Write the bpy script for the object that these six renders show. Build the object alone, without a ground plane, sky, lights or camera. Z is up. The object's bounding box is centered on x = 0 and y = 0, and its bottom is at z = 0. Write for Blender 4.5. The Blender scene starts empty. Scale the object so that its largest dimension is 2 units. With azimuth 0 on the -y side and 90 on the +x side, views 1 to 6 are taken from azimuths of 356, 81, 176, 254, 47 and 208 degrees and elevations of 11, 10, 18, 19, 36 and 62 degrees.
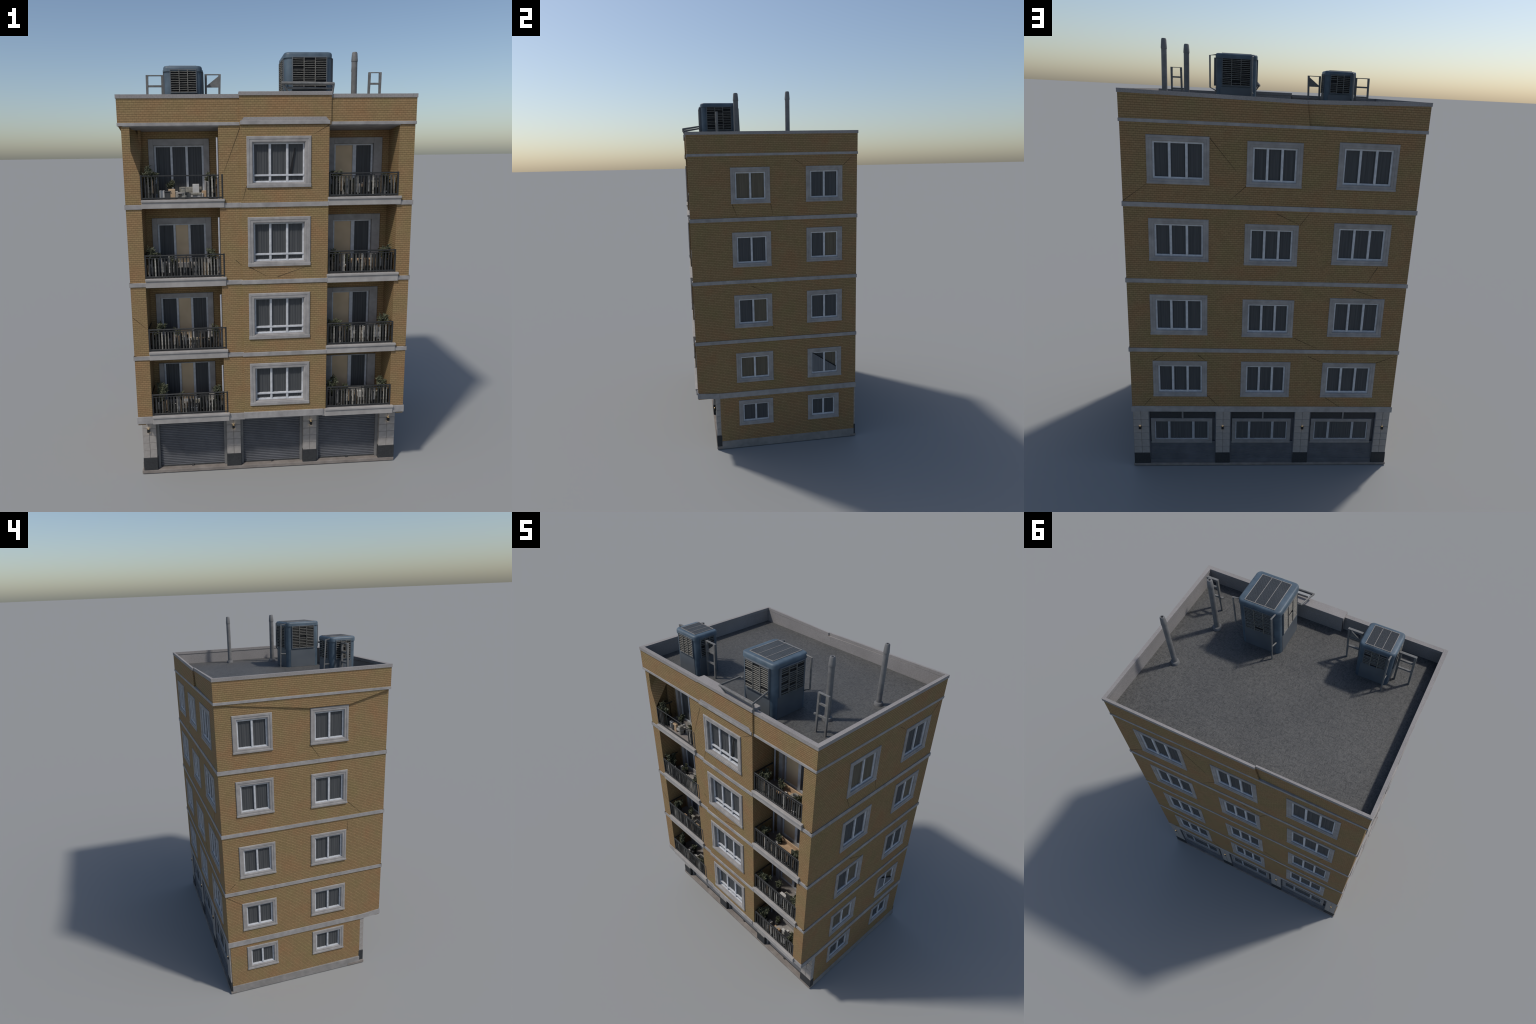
import bpy, bmesh, math, random
from mathutils import Vector

rnd = random.Random(7)

# ------------------------------------------------------------------ sizes (m)
XR, XL = 0.6298, -0.6262          # side wall planes
XLF = -0.6195                   # the left flank tapers in to this at the street front
YB, YF, YC = 0.4655, -0.450, -0.456   # back wall, front wings, projecting centre bay
ROOF = 1.700
BAND = {4: (1.309, 1.329), 3: (0.968, 0.987), 2: (0.629, 0.648)}
OPEN_L, OPEN_R = (-0.553, -0.219), (0.254, 0.562)    # loggia openings
REC = -0.312                    # loggia back wall (right-hand bay)
REC_L = -0.328                  # shallower left-hand bay
SLAB = {5: (1.312, 1.349), 4: (0.965, 1.005), 3: (0.629, 0.668), 2: (0.317, 0.356)}
CEIL = {5: 1.652, 4: 1.312, 3: 0.965, 2: 0.629}

# ------------------------------------------------------------------ materials
def new_mat(name):
    m = bpy.data.materials.new(name)
    m.use_nodes = True
    nt = m.node_tree
    b = nt.nodes["Principled BSDF"]
    return m, nt, b

def N(nt, t, **kw):
    n = nt.nodes.new(t)
    for k, v in kw.items():
        setattr(n, k, v)
    return n

def ramp(nt, fac, stops):
    r = N(nt, "ShaderNodeValToRGB")
    el = r.color_ramp.elements
    while len(el) < len(stops):
        el.new(0.5)
    for e, (p, c) in zip(el, stops):
        e.position = p
        e.color = (*c, 1) if len(c) == 3 else c
    nt.links.new(fac, r.inputs["Fac"])
    return r.outputs["Color"]

def noise(nt, vec, scale, detail=3, rough=0.55):
    n = N(nt, "ShaderNodeTexNoise")
    n.inputs["Scale"].default_value = scale
    n.inputs["Detail"].default_value = detail
    n.inputs["Roughness"].default_value = rough
    nt.links.new(vec, n.inputs["Vector"])
    return n.outputs["Fac"]

def mixc(nt, fac, a, b, mode="MIX"):
    m = N(nt, "ShaderNodeMix", data_type="RGBA", blend_type=mode)
    for s, v in ((m.inputs["Factor"], fac), (m.inputs["A"], a), (m.inputs["B"], b)):
        if isinstance(v, (int, float)):
            s.default_value = v
        elif isinstance(v, tuple):
            s.default_value = (*v, 1)
        else:
            nt.links.new(v, s)
    return m.outputs["Result"]

def bump(nt, b, height, strength, dist):
    n = N(nt, "ShaderNodeBump")
    n.inputs["Strength"].default_value = strength
    n.inputs["Distance"].default_value = dist
    nt.links.new(height, n.inputs["Height"])
    nt.links.new(n.outputs["Normal"], b.inputs["Normal"])

def mottled(name, c0, c1, scale=60, rough=0.8, fine=500, bumpd=0.0006, metallic=0.0, spec=0.3, big=6, bigamt=0.12):
    """paint / stone / render: two close tones mixed by noise, fine grain in the bump"""
    m, nt, b = new_mat(name)
    co = N(nt, "ShaderNodeTexCoord").outputs["Object"]
    f = noise(nt, co, scale, 4)
    col = ramp(nt, f, [(0.3, c0), (0.7, c1)])
    g = noise(nt, co, big, 3)
    gc = ramp(nt, g, [(0.3, (1 - bigamt,) * 3), (0.7, (1 + bigamt * 0.4,) * 3)])
    col = mixc(nt, 1.0, col, gc, "MULTIPLY")
    nt.links.new(col, b.inputs["Base Color"])
    b.inputs["Roughness"].default_value = rough
    b.inputs["Metallic"].default_value = metallic
    b.inputs["Specular IOR Level"].default_value = spec
    if bumpd:
        bump(nt, b, noise(nt, co, fine, 2), 0.5, bumpd)
    return m

ROW = 0.0093     # brick course height
def brick_mat():
    m, nt, b = new_mat("yellow_brick")
    co = N(nt, "ShaderNodeTexCoord").outputs["Object"]
    s = N(nt, "ShaderNodeSeparateXYZ"); nt.links.new(co, s.inputs[0])
    a = N(nt, "ShaderNodeMath", operation="ADD")
    nt.links.new(s.outputs["X"], a.inputs[0]); nt.links.new(s.outputs["Y"], a.inputs[1])
    c = N(nt, "ShaderNodeCombineXYZ")
    nt.links.new(a.outputs[0], c.inputs["X"]); nt.links.new(s.outputs["Z"], c.inputs["Y"])
    br = N(nt, "ShaderNodeTexBrick")
    br.offset = 0.5; br.squash = 1.0
    br.inputs["Scale"].default_value = 1.0
    br.inputs["Mortar Size"].default_value = 0.0010
    br.inputs["Mortar Smooth"].default_value = 0.6
    br.inputs["Bias"].default_value = 0.0
    br.inputs["Brick Width"].default_value = 0.0172
    br.inputs["Row Height"].default_value = ROW
    br.inputs["Color1"].default_value = (0.276, 0.187, 0.093, 1)
    br.inputs["Color2"].default_value = (0.250, 0.167, 0.082, 1)
    br.inputs["Mortar"].default_value = (0.180, 0.120, 0.060, 1)
    nt.links.new(c.outputs[0], br.inputs["Vector"])
    # bed joints read darker than the upright joints
    md = N(nt, "ShaderNodeMath", operation="PINGPONG"); md.inputs[1].default_value = ROW / 2
    nt.links.new(s.outputs["Z"], md.inputs[0])
    bed = N(nt, "ShaderNodeMapRange", interpolation_type="SMOOTHSTEP")
    bed.inputs["From Min"].default_value = 0.0004; bed.inputs["From Max"].default_value = 0.0022
    bed.inputs["To Min"].default_value = 0.74; bed.inputs["To Max"].default_value = 1.04
    nt.links.new(md.outputs[0], bed.inputs["Value"])
    # soft hue drift in patches: redder and greener bricks
    p = noise(nt, co, 9, 3)
    pc = ramp(nt, p, [(0.30, (1.06, 0.95, 0.95)), (0.5, (1.0, 1.0, 1.0)), (0.72, (0.93, 1.02, 0.96))])
    col = mixc(nt, 1.0, br.outputs["Color"], pc, "MULTIPLY")
    col = mixc(nt, 1.0, col, bed.outputs[0], "MULTIPLY")
    g = noise(nt, co, 160, 2)
    gc = ramp(nt, g, [(0.25, (0.88, 0.88, 0.88)), (0.75, (1.1, 1.1, 1.1))])
    col = mixc(nt, 1.0, col, gc, "MULTIPLY")
    nt.links.new(col, b.inputs["Base Color"])
    b.inputs["Roughness"].default_value = 0.9
    b.inputs["Specular IOR Level"].default_value = 0.15
    bump(nt, b, bed.outputs[0], 0.5, 0.0012)
    return m

def roof_mat():
    m, nt, b = new_mat("roof_felt")
    co = N(nt, "ShaderNodeTexCoord").outputs["Object"]
    hs = []
    for ang, sx, sy in ((0.0, 60, 220), (0.0, 220, 60)):
        mp = N(nt, "ShaderNodeMapping")
        mp.inputs["Scale"].default_value = (sx, sy, 1)
        nt.links.new(co, mp.inputs["Vector"])
        hs.append(noise(nt, mp.outputs[0], 1.0, 3, 0.6))
    mn = N(nt, "ShaderNodeMath", operation="MINIMUM")
    nt.links.new(hs[0], mn.inputs[0]); nt.links.new(hs[1], mn.inputs[1])
    col = ramp(nt, mn.outputs[0], [(0.27, (0.036, 0.037, 0.037)), (0.42, (0.072, 0.072, 0.071)), (0.56, (0.100, 0.099, 0.096))])
    f = noise(nt, co, 5, 3)
    fc = ramp(nt, f, [(0.3, (0.9, 0.9, 0.9)), (0.7, (1.08, 1.07, 1.05))])
    nt.links.new(mixc(nt, 1.0, col, fc, "MULTIPLY"), b.inputs["Base Color"])
    b.inputs["Roughness"].default_value = 0.62
    b.inputs["Specular IOR Level"].default_value = 0.35
    bump(nt, b, mn.outputs[0], 0.7, 0.004)
    return m

def curtain_mat(name, c0, c1):
    """dark drawn curtain behind the pane: fold shading painted as soft vertical stripes"""
    m, nt, b = new_mat(name)
    co = N(nt, "ShaderNodeTexCoord").outputs["Object"]
    s = N(nt, "ShaderNodeSeparateXYZ"); nt.links.new(co, s.inputs[0])
    a = N(nt, "ShaderNodeMath", operation="ADD")
    nt.links.new(s.outputs["X"], a.inputs[0]); nt.links.new(s.outputs["Y"], a.inputs[1])
    c = N(nt, "ShaderNodeCombineXYZ"); nt.links.new(a.outputs[0], c.inputs["X"])
    z = N(nt, "ShaderNodeMath", operation="MULTIPLY"); z.inputs[1].default_value = 0.02
    nt.links.new(s.outputs["Z"], z.inputs[0]); nt.links.new(z.outputs[0], c.inputs["Y"])
    f = noise(nt, c.outputs[0], 190, 2)
    nt.links.new(ramp(nt, f, [(0.35, c0), (0.65, c1)]), b.inputs["Base Color"])
    b.inputs["Roughness"].default_value = 0.65
    b.inputs["Specular IOR Level"].default_value = 0.2
    return m

M = {}
M["brick"] = brick_mat()
M["roof"] = roof_mat()
M["trim"] = mottled("grey_stone_trim", (0.255, 0.243, 0.236), (0.325, 0.310, 0.300), 35, 0.85, 700, 0.0004, big=14, bigamt=0.16)
M["slab"] = mottled("balcony_concrete", (0.285, 0.268, 0.255), (0.350, 0.332, 0.316), 30, 0.85, 700, 0.0004)
M["coping"] = mottled("parapet_concrete", (0.235, 0.220, 0.213), (0.300, 0.283, 0.274), 220, 0.9, 600, 0.0008)
M["pvc"] = mottled("white_window_frame", (0.41, 0.42, 0.44), (0.54, 0.55, 0.57), 60, 0.55, 0, 0)
M["pane"] = curtain_mat("dark_curtain", (0.054, 0.057, 0.060), (0.073, 0.076, 0.079))
M["pane_warm"] = curtain_mat("brown_curtain", (0.100, 0.086, 0.062), (0.130, 0.112, 0.082))
M["pane_pale"] = curtain_mat("pale_pane_piece", (0.10, 0.103, 0.110), (0.155, 0.16, 0.168))
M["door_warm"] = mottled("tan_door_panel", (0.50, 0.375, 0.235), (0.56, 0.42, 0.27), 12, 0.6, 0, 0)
M["trim_dark"] = mottled("dull_stone_trim", (0.185, 0.175, 0.170), (0.240, 0.230, 0.222), 35, 0.85, 0, 0)
M["pvc_dull"] = mottled("dull_window_frame", (0.27, 0.28, 0.30), (0.36, 0.37, 0.39), 60, 0.6, 0, 0)
M["stone"] = mottled("pale_pier_stone", (0.285, 0.262, 0.242), (0.350, 0.325, 0.302), 45, 0.85, 500, 0.0005)
M["joint"] = mottled("stone_joint", (0.17, 0.155, 0.14), (0.20, 0.185, 0.17), 60, 0.9, 0, 0)
M["black"] = mottled("charcoal_plinth_stone", (0.026, 0.027, 0.029), (0.040, 0.042, 0.044), 120, 0.7, 400, 0.0004)
M["plinth"] = mottled("concrete_plinth", (0.205, 0.195, 0.185), (0.265, 0.250, 0.238), 30, 0.9, 400, 0.0006)
M["step"] = mottled("pavement_step", (0.185, 0.160, 0.142), (0.250, 0.222, 0.200), 30, 0.9, 300, 0.0008)
M["shutter"] = mottled("slate_shutter_paint", (0.088, 0.090, 0.099), (0.118, 0.120, 0.130), 14, 0.6, 0, 0, 0.0, 0.3)
M["shutter_back"] = mottled("dark_back_panel", (0.085, 0.088, 0.098), (0.115, 0.118, 0.130), 25, 0.7, 0, 0)
M["guide"] = mottled("shutter_guide_metal", (0.155, 0.152, 0.150), (0.20, 0.195, 0.19), 30, 0.6, 0, 0)
M["rail"] = mottled("black_rail_paint", (0.012, 0.013, 0.014), (0.028, 0.029, 0.030), 80, 0.45, 0, 0, 0.0, 0.5)
def bar_mat():
    """balusters in random tones: most dark, some pale"""
    m, nt, b = new_mat("mixed_tone_bar")
    oi = N(nt, "ShaderNodeObjectInfo").outputs["Random"]
    c1 = ramp(nt, oi, [(0.0, (0.018, 0.018, 0.018)), (0.45, (0.030, 0.030, 0.029)), (0.7, (0.07, 0.068, 0.062)), (1.0, (0.34, 0.32, 0.28))])
    co = N(nt, "ShaderNodeTexCoord").outputs["Object"]
    f = noise(nt, co, 90, 3)
    fc = ramp(nt, f, [(0.35, (0.35, 0.35, 0.35)), (0.65, (1.25, 1.25, 1.25))])
    nt.links.new(mixc(nt, 1.0, c1, fc, "MULTIPLY"), b.inputs["Base Color"])
    b.inputs["Roughness"].default_value = 0.5
    return m
M["bar"] = bar_mat()
M["blue"] = mottled("blue_unit_paint", (0.058, 0.088, 0.118), (0.092, 0.130, 0.165), 18, 0.5, 0, 0, 0.0, 0.4, 9, 0.2)
M["unit_grey"] = mottled("blue_grey_panel", (0.085, 0.098, 0.112), (0.110, 0.124, 0.138), 10, 0.55, 0, 0, 0.0, 0.4)
M["slat"] = mottled("dusty_louvre", (0.10, 0.098, 0.088), (0.22, 0.21, 0.19), 120, 0.6, 0, 0)
M["dark"] = mottled("near_black_fill", (0.008, 0.008, 0.009), (0.016, 0.016, 0.017), 30, 0.8, 0, 0)  # near-black fill painted where slat gaps and hollows would be shaded
M["pipe"] = mottled("galvanised_pipe", (0.135, 0.135, 0.136), (0.195, 0.194, 0.192), 40, 0.6, 300, 0.0003, 0.0, 0.3)
M["bracket"] = mottled("bracket_steel", (0.125, 0.125, 0.122), (0.19, 0.187, 0.18), 60, 0.55, 0, 0)
M["pipe_strip"] = mottled("white_pipe_and_strip", (0.34, 0.36, 0.40), (0.42, 0.44, 0.48), 30, 0.5, 0, 0)
M["tile"] = mottled("balcony_floor_tile", (0.19, 0.170, 0.155), (0.25, 0.228, 0.21), 20, 0.8, 0, 0)
M["pot"] = mottled("dark_planter", (0.030, 0.031, 0.032), (0.055, 0.056, 0.056), 50, 0.7, 0, 0)
M["cane"] = mottled("weathered_crate", (0.17, 0.16, 0.135), (0.30, 0.285, 0.25), 90, 0.8, 0, 0)
M["cushion"] = mottled("pale_seat", (0.24, 0.225, 0.21), (0.33, 0.31, 0.29), 30, 0.85, 0, 0)
M["tan"] = mottled("tan_bench_wood", (0.34, 0.23, 0.14), (0.46, 0.33, 0.21), 30, 0.7, 0, 0)
M["pale_box"] = mottled("pale_plastic_box", (0.36, 0.35, 0.34), (0.52, 0.51, 0.49), 30, 0.6, 0, 0)
M["strip_dark"] = mottled("dark_clutter_strip", (0.007, 0.008, 0.008), (0.025, 0.025, 0.024), 60, 0.7, 0, 0)  # strip tones copy the smeared streaks between the bars
M["strip_olive"] = mottled("olive_clutter_strip", (0.014, 0.016, 0.012), (0.050, 0.050, 0.038), 70, 0.7, 0, 0)
M["strip_pale"] = mottled("pale_clutter_strip", (0.12, 0.12, 0.12), (0.62, 0.60, 0.57), 55, 0.8, 0, 0)
M["strip_tan"] = mottled("tan_clutter_strip", (0.12, 0.085, 0.055), (0.46, 0.34, 0.22), 55, 0.8, 0, 0)
M["leaf"] = mottled("olive_foliage", (0.028, 0.034, 0.020), (0.120, 0.125, 0.075), 70, 0.6, 0, 0)
M["lamp"] = mottled("black_lamp_housing", (0.010, 0.010, 0.010), (0.018, 0.018, 0.018), 50, 0.5, 0, 0)
M["crease"] = mottled("mesh_crease", (0.040, 0.028, 0.014), (0.060, 0.040, 0.020), 50, 0.9, 0, 0)

def glow_mat(name, power):
    m, nt, b = new_mat(name)
    b.inputs["Base Color"].default_value = (0.9, 0.8, 0.6, 1)
    b.inputs["Emission Color"].default_value = (1.0, 0.74, 0.38, 1)
    b.inputs["Emission Strength"].default_value = power
    return m
M["glow"] = glow_mat("lamp_bulb_glow", 9.0)
M["glow_rear"] = glow_mat("rear_lamp_glow", 2.5)

# ------------------------------------------------------------------ mesh helpers
root = bpy.data.objects.new("apartment_building", None)
bpy.context.collection.objects.link(root)
root["label"] = "five storey yellow brick apartment block with balconies and rooftop units"
root["category"] = "apartment building"

def link(ob, parent=None):
    bpy.context.collection.objects.link(ob)
    ob.parent = parent or root
    return ob

class Build:
    def __init__(self):
        self.bm = bmesh.new()
    def face(self, pts):
        return self.bm.faces.new([self.bm.verts.new(p) for p in pts])
    def hexa(self, p):
        """8 corners: bottom ring then top ring"""
        v = [self.bm.verts.new(q) for q in p]
        for f in ((3, 2, 1, 0), (4, 5, 6, 7), (0, 1, 5, 4), (1, 2, 6, 5), (2, 3, 7, 6), (3, 0, 4, 7)):
            self.bm.faces.new([v[i] for i in f])
        return v
    def box(self, x, y, z, bev=0.0, seg=1):
        x0, x1 = sorted(x); y0, y1 = sorted(y); z0, z1 = sorted(z)
        v = self.hexa([(x0, y0, z0), (x1, y0, z0), (x1, y1, z0), (x0, y1, z0),
                       (x0, y0, z1), (x1, y0, z1), (x1, y1, z1), (x0, y1, z1)])
        if bev:
            es = list({e for q in v for e in q.link_edges})
            bmesh.ops.bevel(self.bm, geom=es, offset=bev, segments=seg, affect="EDGES", profile=0.5)
        return self
    def tube(self, pts, r, seg=8, square=False):
        pts = [Vector(p) for p in pts]
        rings = []
        for i, p in enumerate(pts):
            a = pts[max(i - 1, 0)]; c = pts[min(i + 1, len(pts) - 1)]
            d = (c - a).normalized()
            up = Vector((0, 0, 1)) if abs(d.z) < 0.9 else Vector((0, 1, 0))
            u = d.cross(up).normalized(); w = u.cross(d)
            k = 1.0
            if 0 < i < len(pts) - 1:
                k = 1.0 / max(0.5, math.cos(0.5 * (p - a).angle(c - p)))
            rr = r if not isinstance(r, (list, tuple)) else r[i]
            ph = math.pi / 4 if square else 0
            n = 4 if square else seg
            rings.append([self.bm.verts.new(p + (u * math.cos(ph + 2 * math.pi * j / n) + w * math.sin(ph + 2 * math.pi * j / n)) * rr * k) for j in range(n)])
        n = len(rings[0])
        for A, B in zip(rings, rings[1:]):
            for j in range(n):
                self.bm.faces.new((A[j], A[(j + 1) % n], B[(j + 1) % n], B[j]))
        self.bm.faces.new(rings[0][::-1]); self.bm.faces.new(rings[-1])
        return self
    def lathe(self, cx, cy, prof, seg=20):
        rings = [[self.bm.verts.new((cx + r * math.cos(2 * math.pi * j / seg), cy + r * math.sin(2 * math.pi * j / seg), z)) for j in range(seg)] for r, z in prof]
        for A, B in zip(rings, rings[1:]):
            for j in range(seg):
                self.bm.faces.new((A[j], A[(j + 1) % seg], B[(j + 1) % seg], B[j]))
        self.bm.faces.new(rings[0][::-1]); self.bm.faces.new(rings[-1])
        return self
    def done(self, name, mat, parent=None, smooth=False, kind=None, mesh_only=False):
        bmesh.ops.recalc_face_normals(self.bm, faces=self.bm.faces)
        me = bpy.data.meshes.new(name)
        self.bm.to_mesh(me); self.bm.free()
        for mm in (mat if isinstance(mat, list) else [mat]):
            me.materials.append(M[mm])
        if smooth:
            me.shade_smooth()
            try:
                me.set_sharp_from_angle(angle=math.radians(35))
            except Exception:
                pass
        if mesh_only:
            return me
        ob = bpy.data.objects.new(name, me)
        if kind:
            ob["kind"] = kind
        return link(ob, parent)

# facade frames: (u along the wall, n outwards, z) -> world
class Face:
    def __init__(self, kind, plane, taper=0.0):
        self.k, self.p, self.t = kind, plane, taper
    def __call__(self, u, n, z):
        if self.k == "right": return (self.p + n, u, z)
        if self.k == "left": return (self.p + self.t * min(1.0, max(0.0, (0.20 - u) / 0.65)) - n, u, z)
        if self.k == "back": return (u, self.p + n, z)
        return (u, self.p - n, z)

def fbox(b, F, u, n, z, bev=0.0):
    p, q = F(u[0], n[0], z[0]), F(u[1], n[1], z[1])
    return b.box((p[0], q[0]), (p[1], q[1]), (p[2], q[2]), bev)

def panel(F, u, z, holes, thick, name, mat, extra=None):
    """wall leaf with rectangular openings, real thickness and reveals"""
    us = sorted({u[0], u[1], *[h[0] for h in holes], *[h[1] for h in holes]})
    zs = sorted({z[0], z[1], *[h[2] for h in holes], *[h[3] for h in holes]})
    us = [a for a in us if u[0] - 1e-6 <= a <= u[1] + 1e-6]
    zs = [a for a in zs if z[0] - 1e-6 <= a <= z[1] + 1e-6]
    def solid(i, j):
        if i < 0 or j < 0 or i >= len(us) - 1 or j >= len(zs) - 1:
            return False
        cu, cz = (us[i] + us[i + 1]) / 2, (zs[j] + zs[j + 1]) / 2
        return not any(h[0] < cu < h[1] and h[2] < cz < h[3] for h in holes)
    b = Build()
    for i in range(len(us) - 1):
        for j in range(len(zs) - 1):
            if not solid(i, j):
                continue
            a0, a1, c0, c1 = us[i], us[i + 1], zs[j], zs[j + 1]
            b.face([F(a0, 0, c0), F(a1, 0, c0), F(a1, 0, c1), F(a0, 0, c1)])
            b.face([F(a0, -thick, c0), F(a1, -thick, c0), F(a1, -thick, c1), F(a0, -thick, c1)])
            for (di, dj, e) in ((-1, 0, (a0, c0, a0, c1)), (1, 0, (a1, c0, a1, c1)), (0, -1, (a0, c0, a1, c0)), (0, 1, (a0, c1, a1, c1))):
                if not solid(i + di, j + dj):
                    b.face([F(e[0], 0, e[1]), F(e[2], 0, e[3]), F(e[2], -thick, e[3]), F(e[0], -thick, e[1])])
    if extra:
        extra(b)
    bmesh.ops.remove_doubles(b.bm, verts=b.bm.verts, dist=1e-5)
    return b.done(name, mat)

def rings(b, F, rect, steps, close_last=False, kb=1.0):
    """loft of concentric rectangles: steps = (inset, n); gives mitred mouldings"""
    u0, u1, z0, z1 = rect
    prev = None
    for ins, n in steps:
        r = [b.bm.verts.new(F(*p)) for p in ((u0 + ins, n, z0 + ins * kb), (u1 - ins, n, z0 + ins * kb), (u1 - ins, n, z1 - ins), (u0 + ins, n, z1 - ins))]
        if prev:
            for j in range(4):
                b.bm.faces.new((prev[j], prev[(j + 1) % 4], r[(j + 1) % 4], r[j]))
        prev = r
    if close_last:
        b.bm.faces.new(prev)

def pane(F, u, z, n, mat, parent, folds=True):
    """hung curtain sheet behind the sash, with real folds and thickness"""
    b = Build()
    k = max(12, int((u[1] - u[0]) / 0.0016)) if folds else 1
    ph = rnd.uniform(0, 6)
    cols = []
    for i in range(k + 1):
        uu = u[0] + (u[1] - u[0]) * i / k
        d = 0.0006 * math.sin(uu / 0.0019 + ph) + 0.0005 * math.sin(uu / 0.0043 + 2 * ph) if folds else 0
        cols.append([b.bm.verts.new(F(uu, n + d, zz)) for zz in (z[0], z[1])] + [b.bm.verts.new(F(uu, n - 0.004, zz)) for zz in (z[1], z[0])])
    for A, B in zip(cols, cols[1:]):
        for j in range(4):
            b.bm.faces.new((A[j], B[j], B[(j + 1) % 4], A[(j + 1) % 4]))
    b.bm.faces.new(cols[0]); b.bm.faces.new(cols[-1][::-1])
    return b.done("window_pane", mat, parent, smooth=folds)

def window(F, c, w, zc, h, cols, mats, transom=0.0, tw=0.024, depth=0.006, sill=0.008, proud=0.0045, kb=0.85):
    """stone surround (part) > sash frame and panes (sub-parts)"""
    u0, u1, z0, z1 = c - w / 2, c + w / 2, zc - h / 2, zc + h / 2
    b = Build()
    rings(b, F, (u0, u1, z0, z1), [(0, -0.004), (0, proud - 0.002), (0.002, proud), (tw * 0.45, proud), (tw * 0.5, proud - 0.0015),
                                   (tw - 0.003, proud - 0.0015), (tw, proud - 0.004), (tw, -depth - 0.006)], kb=kb)
    fbox(b, F, (u0 - 0.001, u1 + 0.001), (-0.003, proud + 0.0012), (z0 - 0.002, z0 + sill), 0.0012)
    s = b.done("window", "trim")
    a0, a1, c0, c1 = u0 + tw, u1 - tw, z0 + tw * kb, z1 - tw
    b = Build()
    fw, mw, nf = 0.0078, 0.0105, -depth
    rings(b, F, (a0 - 0.0005, a1 + 0.0005, c0 - 0.0005, c1 + 0.0005), [(0, nf - 0.008), (0, nf + 0.003), (0.003, nf + 0.0035), (0.0035, nf + 0.001), (fw, nf), (fw, nf - 0.008)])
    step = (a1 - a0) / cols
    jit = rnd.uniform(-0.0008, 0.0008)
    ms = [a0 + step * i + jit for i in range(1, cols)]
    for m in ms:
        fbox(b, F, (m - mw / 2, m + mw / 2), (nf - 0.008, nf + 0.0025), (c0 + 0.001, c1 - 0.001), 0.0008)
    zt = c0
    if transom:
        zt = c0 + transom
        fbox(b, F, (a0 + 0.001, a1 - 0.001), (nf - 0.008, nf + 0.004), (zt - 0.004, zt + 0.004), 0.0008)
    b.done("window_frame", "pvc", s)
    ed = [a0] + ms + [a1]
    for i in range(cols):
        if transom:
            pane(F, (ed[i] + 0.001, ed[i + 1] - 0.001), (zt + 0.001, c1 - 0.001), nf - 0.005, mats[i], s)
            pane(F, (ed[i] + 0.001, ed[i + 1] - 0.001), (c0 + 0.001, zt - 0.001), nf - 0.005, mats[i], s)
        else:
            pane(F, (ed[i] + 0.001, ed[i + 1] - 0.001), (c0 + 0.001, c1 - 0.001), nf - 0.005, mats[i], s)
    return (a0 - 0.004, a1 + 0.004, c0 - 0.004, c1 + 0.004)   # hole needed in the wall

D, W = "pane", "pane_warm"
FR, FL, FB = Face("right", XR), Face("left", XL, XLF - XL), Face("back", YB)
FW, FC = Face("front", YF), Face("front", YC)

# ------------------------------------------------------------------ windows
# (centre, width, z centre, height, pane tones)
SIDE_R = [(-.125, .212, 1.500, .190, (W, W)), (.280, .204, 1.500, .190, (D, D)),
          (-.125, .212, 1.155, .189, (D, D)), (.280, .203, 1.167, .188, (D, W)),
          (-.125, .211, .810, .184, (D, W)), (.280, .203, .814, .183, (D, D)),
          (-.125, .210, .483, .171, (W, W)), (.279, .199, .479, .171, (D, W)),
          (-.124, .197, .212, .149, (D, D)), (.272, .185, .208, .149, (D, D))]
SIDE_L = [(.283, .202, 1.503, .188), (-.122, .208, 1.502, .187), (.282, .198, 1.170, .188), (-.123, .206, 1.157, .187),
          (.282, .198, .816, .182), (-.122, .207, .815, .183), (.282, .194, .485, .168), (-.121, .206, .488, .170),
          (.274, .180, .214, .149), (-.123, .194, .216, .152)]
BACK = [(.399, .257, 1.509, .197), (.000, .233, 1.504, .187), (-.394, .256, 1.509, .196),
        (.400, .255, 1.167, .188), (.001, .234, 1.155, .185), (-.397, .255, 1.168, .189),
        (.404, .255, .816, .194), (.002, .234, .805, .184), (-.404, .254, .816, .191),
        (.402, .251, .489, .186), (.002, .233, .489, .186), (-.395, .256, .488, .185)]
CENTRE = [(.0375, .277, 1.503, .214), (.0375, .276, 1.159, .217), (.0375, .276, .820, .213), (.0375, .275, .492, .205)]

holes_r = [window(FR, c, w, z, h, 2, t) for c, w, z, h, t in SIDE_R]
holes_l = [window(FL, c, w, z, h, 2, (D, D)) for c, w, z, h in SIDE_L]
holes_b = [window(FB, c, w, z, h, 3, (D, D, D), proud=0.0035) for c, w, z, h in BACK]
holes_c = [window(FC, c, w, z, h, 3, (D, D, D), transom=0.031, tw=0.026, depth=0.015, sill=0.013, proud=0.005, kb=0.72) for c, w, z, h in CENTRE]

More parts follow.
